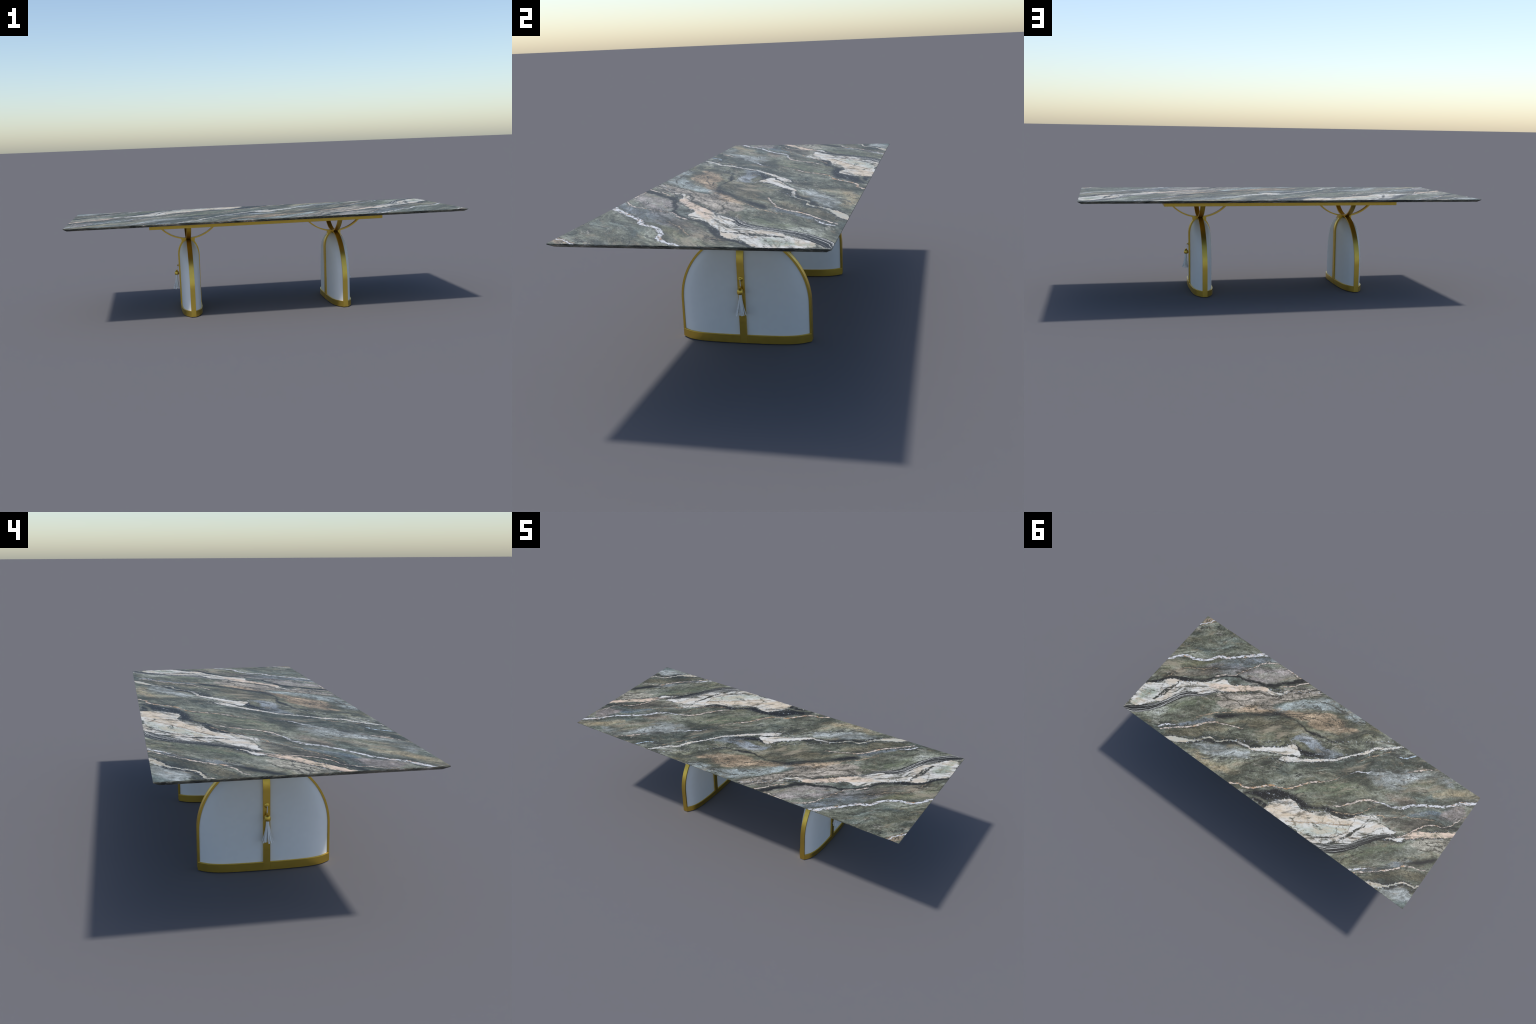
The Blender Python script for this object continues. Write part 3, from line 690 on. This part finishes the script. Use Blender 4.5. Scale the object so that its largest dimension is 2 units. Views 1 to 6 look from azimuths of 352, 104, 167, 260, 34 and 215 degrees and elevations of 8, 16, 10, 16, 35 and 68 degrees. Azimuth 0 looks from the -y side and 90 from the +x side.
def build_panel():
    """One quarter of the padded body, a shell with rounded section."""
    zs = [0.012 + (0.290 - 0.012) * i / 14 for i in range(15)]
    zs += [0.290 + 0.0785 * math.sin(math.pi / 2 * i / 16) for i in range(1, 17)]
    bm = bmesh.new()
    rows = []
    for z in zs:
        hx = max(side_inner(z) - 0.0004, RIBBON / 2 - 0.004)
        hy = end_inner(z) - 0.0004
        flat = min(RIBBON / 2, hx) - 0.003
        rows.append([bm.verts.new((x, y, z)) for x, y in lens(hx, hy, 26, flat, 0.0025 * min(1, max(0, (hx - flat) / 0.03)))])
    for r0, r1 in zip(rows, rows[1:]):
        for i in range(len(r0) - 1):
            bm.faces.new((r0[i], r0[i + 1], r1[i + 1], r1[i]))
    bmesh.ops.recalc_face_normals(bm, faces=bm.faces)
    if sum((f.normal.x for f in bm.faces)) < 0:
        bmesh.ops.reverse_faces(bm, faces=bm.faces)
    me = bpy.data.meshes.new("panel")
    bm.to_mesh(me)
    bm.free()
    me.polygons.foreach_set("use_smooth", [True] * len(me.polygons))
    return me


def build_band():
    outer = lens(0.0553, 0.2348, 20)
    inner = [(x - 0.0065, y * 0.968) for x, y in outer]
    def full(q):
        ring = [(x, y) for x, y in q]
        ring += [(x, -y) for x, y in reversed(q[:-1])]
        ring += [(-x, -y) for x, y in q]
        ring += [(-x, y) for x, y in reversed(q[:-1])]
        return ring
    o, n = full(outer), full(inner)
    bm = bmesh.new()
    vo0 = [bm.verts.new((x, y, 0.0)) for x, y in o]
    vo1 = [bm.verts.new((x, y, BAND_TOP)) for x, y in o]
    vi1 = [bm.verts.new((x, y, BAND_TOP)) for x, y in n]
    vi0 = [bm.verts.new((x, y, 0.0)) for x, y in n]
    for i in range(len(o)):
        j = (i + 1) % len(o)
        for a, b in ((vo0, vo1), (vo1, vi1), (vi1, vi0), (vi0, vo0)):
            bm.faces.new((a[i], a[j], b[j], b[i]))
    bmesh.ops.remove_doubles(bm, verts=bm.verts, dist=1e-5)
    bmesh.ops.recalc_face_normals(bm, faces=bm.faces)
    rim = [e for e in bm.edges if all(abs(v.co.z - BAND_TOP) < 1e-5 for v in e.verts)
           and len(e.link_faces) == 2 and e.calc_face_angle(0) > 1.0]
    bmesh.ops.bevel(bm, geom=rim, offset=0.0012, segments=3, profile=0.5, affect='EDGES')
    return mesh_from_bmesh("base_band", bm, 32)


def build_strand(length, lean, spread, width, thick, bend):
    """Leather strip hanging down -z, flaring out along +x."""
    bm = bmesh.new()
    rows, n = [], 9
    for i in range(n + 1):
        t = i / n
        out = 0.0048 + spread * (t ** 1.5) + bend * math.sin(math.pi * t)
        z = -length * t
        w = width * (0.8 + 0.35 * t) / 2
        side = lean * t * t
        rows.append([bm.verts.new((out + dx, side + dy, z)) for dx, dy in
                     ((-thick / 2, -w), (thick / 2, -w), (thick / 2, w), (-thick / 2, w))])
    for r0, r1 in zip(rows, rows[1:]):
        for k in range(4):
            bm.faces.new((r0[k], r0[(k + 1) % 4], r1[(k + 1) % 4], r1[k]))
    bm.faces.new(rows[0])
    bm.faces.new(rows[-1])
    return mesh_from_bmesh("tassel_strand", bm, 50)


# ------------------------------------------------------------------ build
MARBLE, EDGE = marble_material(), edge_marble_material()
BRASS, LEATHER = brass_material(), leather_material()



def add_metal(name, mesh, parent, location=(0, 0, 0)):
    ob = add_object(name, mesh, parent, BRASS, location)
    mod = ob.modifiers.new("weighted_normal", 'WEIGHTED_NORMAL')
    mod.keep_sharp = True
    mod.weight = 100
    return ob


table = add_object("dining_table", None)
table["label"] = "rectangular green marble dining table on two brass-ribbed white pedestals with tassels"
table["category"] = "dining table"

# slab: sharp lip at the top, undercut bevel below
bm = bmesh.new()
hx, hy = LENGTH / 2, WIDTH / 2
levels = [(0.0, HEIGHT), (0.0, HEIGHT - SLAB_LIP), (SLAB_INSET, SLAB_UNDER)]
rings = []
for inset, z in levels:
    rings.append([bm.verts.new((sx * (hx - inset), sy * (hy - inset), z))
                  for sx, sy in ((-1, -1), (1, -1), (1, 1), (-1, 1))])
bm.faces.new(rings[0])
for r0, r1 in zip(rings, rings[1:]):
    for k in range(4):
        bm.faces.new((r0[k], r0[(k + 1) % 4], r1[(k + 1) % 4], r1[k]))
bm.faces.new(rings[-1])
bmesh.ops.recalc_face_normals(bm, faces=bm.faces)
for f in bm.faces:
    f.material_index = 0 if f.normal.z > 0.5 else 1
me = bpy.data.meshes.new("tabletop")
bm.to_mesh(me)
bm.free()
me.materials.append(MARBLE)
me.materials.append(EDGE)
add_object("tabletop", me, table)

# brass frame under the slab
bm = bmesh.new()
box(bm, -FRAME_X, FRAME_X, -FRAME_Y, FRAME_Y, FRAME_Z0, SLAB_UNDER - 0.0006)
bevel_edges(bm, 0.0012)
add_metal("support_frame", mesh_from_bmesh("support_frame", bm), table)

side_rib, end_rib, panel, band = build_side_rib(), build_end_rib(), build_panel(), build_band()
mirrored = {}
for sx in (1, -1):
    for sy in (1, -1):
        m = panel.copy()
        m.transform(Matrix.Diagonal((sx, sy, 1, 1)))
        if sx * sy < 0:
            m.flip_normals()
        m.materials.append(LEATHER)
        mirrored[sx, sy] = m

bell = mesh_from_bmesh("tassel_bell", revolve(
    [(0, 0.0268), (0.0034, 0.0268), (0.0044, 0.0264), (0.0046, 0.0256), (0.0046, 0.0222), (0.0040, 0.0214),
     (0.0060, 0.0206), (0.0086, 0.0184), (0.0103, 0.0148), (0.0111, 0.0105), (0.0114, 0.0062),
     (0.0110, 0.0026), (0.0100, 0.0006), (0.0088, 0.0), (0.0074, 0.0004), (0.0068, 0.0012), (0, 0.0014)], 28), 40)
rosette = mesh_from_bmesh("rosette", revolve(
    [(0, 0.0030), (0.0040, 0.0028), (0.0052, 0.0020), (0.0074, 0.0022),
     (0.0086, 0.0014), (0.0088, 0.0), (0.0088, -0.0015), (0, -0.0015)], 28), 40)
knob = mesh_from_bmesh("knob", revolve(
    [(0, 0.0086), (0.0034, 0.0083), (0.0046, 0.0073), (0.0048, 0.0062), (0.0040, 0.0052),
     (0.0018, 0.0046), (0.0016, 0.0), (0, 0.0)], 20), 40)
cord = mesh_from_bmesh("cord", revolve(
    [(0, 0.0245), (0.0012, 0.0243), (0.0013, 0.0), (0, 0.0)], 10), 50)

for sign in (1, -1):
    turn = 0.0 if sign > 0 else math.pi
    ped = add_object("pedestal", None, table, location=(sign * PEDESTAL_X, 0, 0))
    ped.rotation_euler.z = turn
    add_metal("side_rib", side_rib, ped)
    add_metal("end_rib", end_rib, ped)
    add_metal("base_band", band, ped)
    for m in mirrored.values():
        add_object("panel", m, ped)

    tas = add_object("tassel", None, table, location=(sign * (PEDESTAL_X + 0.0690), 0, 0.1850))
    tas.rotation_euler.z = turn
    add_object("bell", bell, tas, BRASS)
    add_object("cord", cord, tas, LEATHER, (-0.0062, 0, 0.0262)).rotation_euler.y = math.radians(6)
    ros = add_object("rosette", rosette, tas, BRASS, (-0.0132, 0, 0.0505))
    ros.rotation_euler.y = math.pi / 2
    pin = add_object("knob", knob, tas, BRASS, (-0.0118, 0, 0.0505))
    pin.rotation_euler.y = math.pi / 2
    count = 12
    for i in range(count):
        a = 2 * math.pi * (i + rng.uniform(-0.25, 0.25)) / count
        inward = max(0.0, -math.cos(a))
        strand = build_strand(0.074 + rng.uniform(-0.003, 0.004), rng.uniform(-0.003, 0.003),
                              (0.0155 + rng.uniform(-0.003, 0.002)) * (1 - 0.62 * inward),
                              0.0042, 0.0010, -0.0012)
        ob = add_object("tassel_strand", strand, tas, LEATHER, (0.0 + 0.001, 0, 0.0015))
        ob.rotation_euler.z = a
    for i in range(3):
        a = 2 * math.pi * (i + rng.uniform(-0.3, 0.3)) / 3
        strand = build_strand(0.076, rng.uniform(-0.002, 0.002), 0.002 + rng.uniform(0, 0.003),
                              0.0036, 0.0009, 0.0)
        ob = add_object("tassel_strand", strand, tas, LEATHER, (0.001, 0, 0.0015))
        ob.rotation_euler.z = a
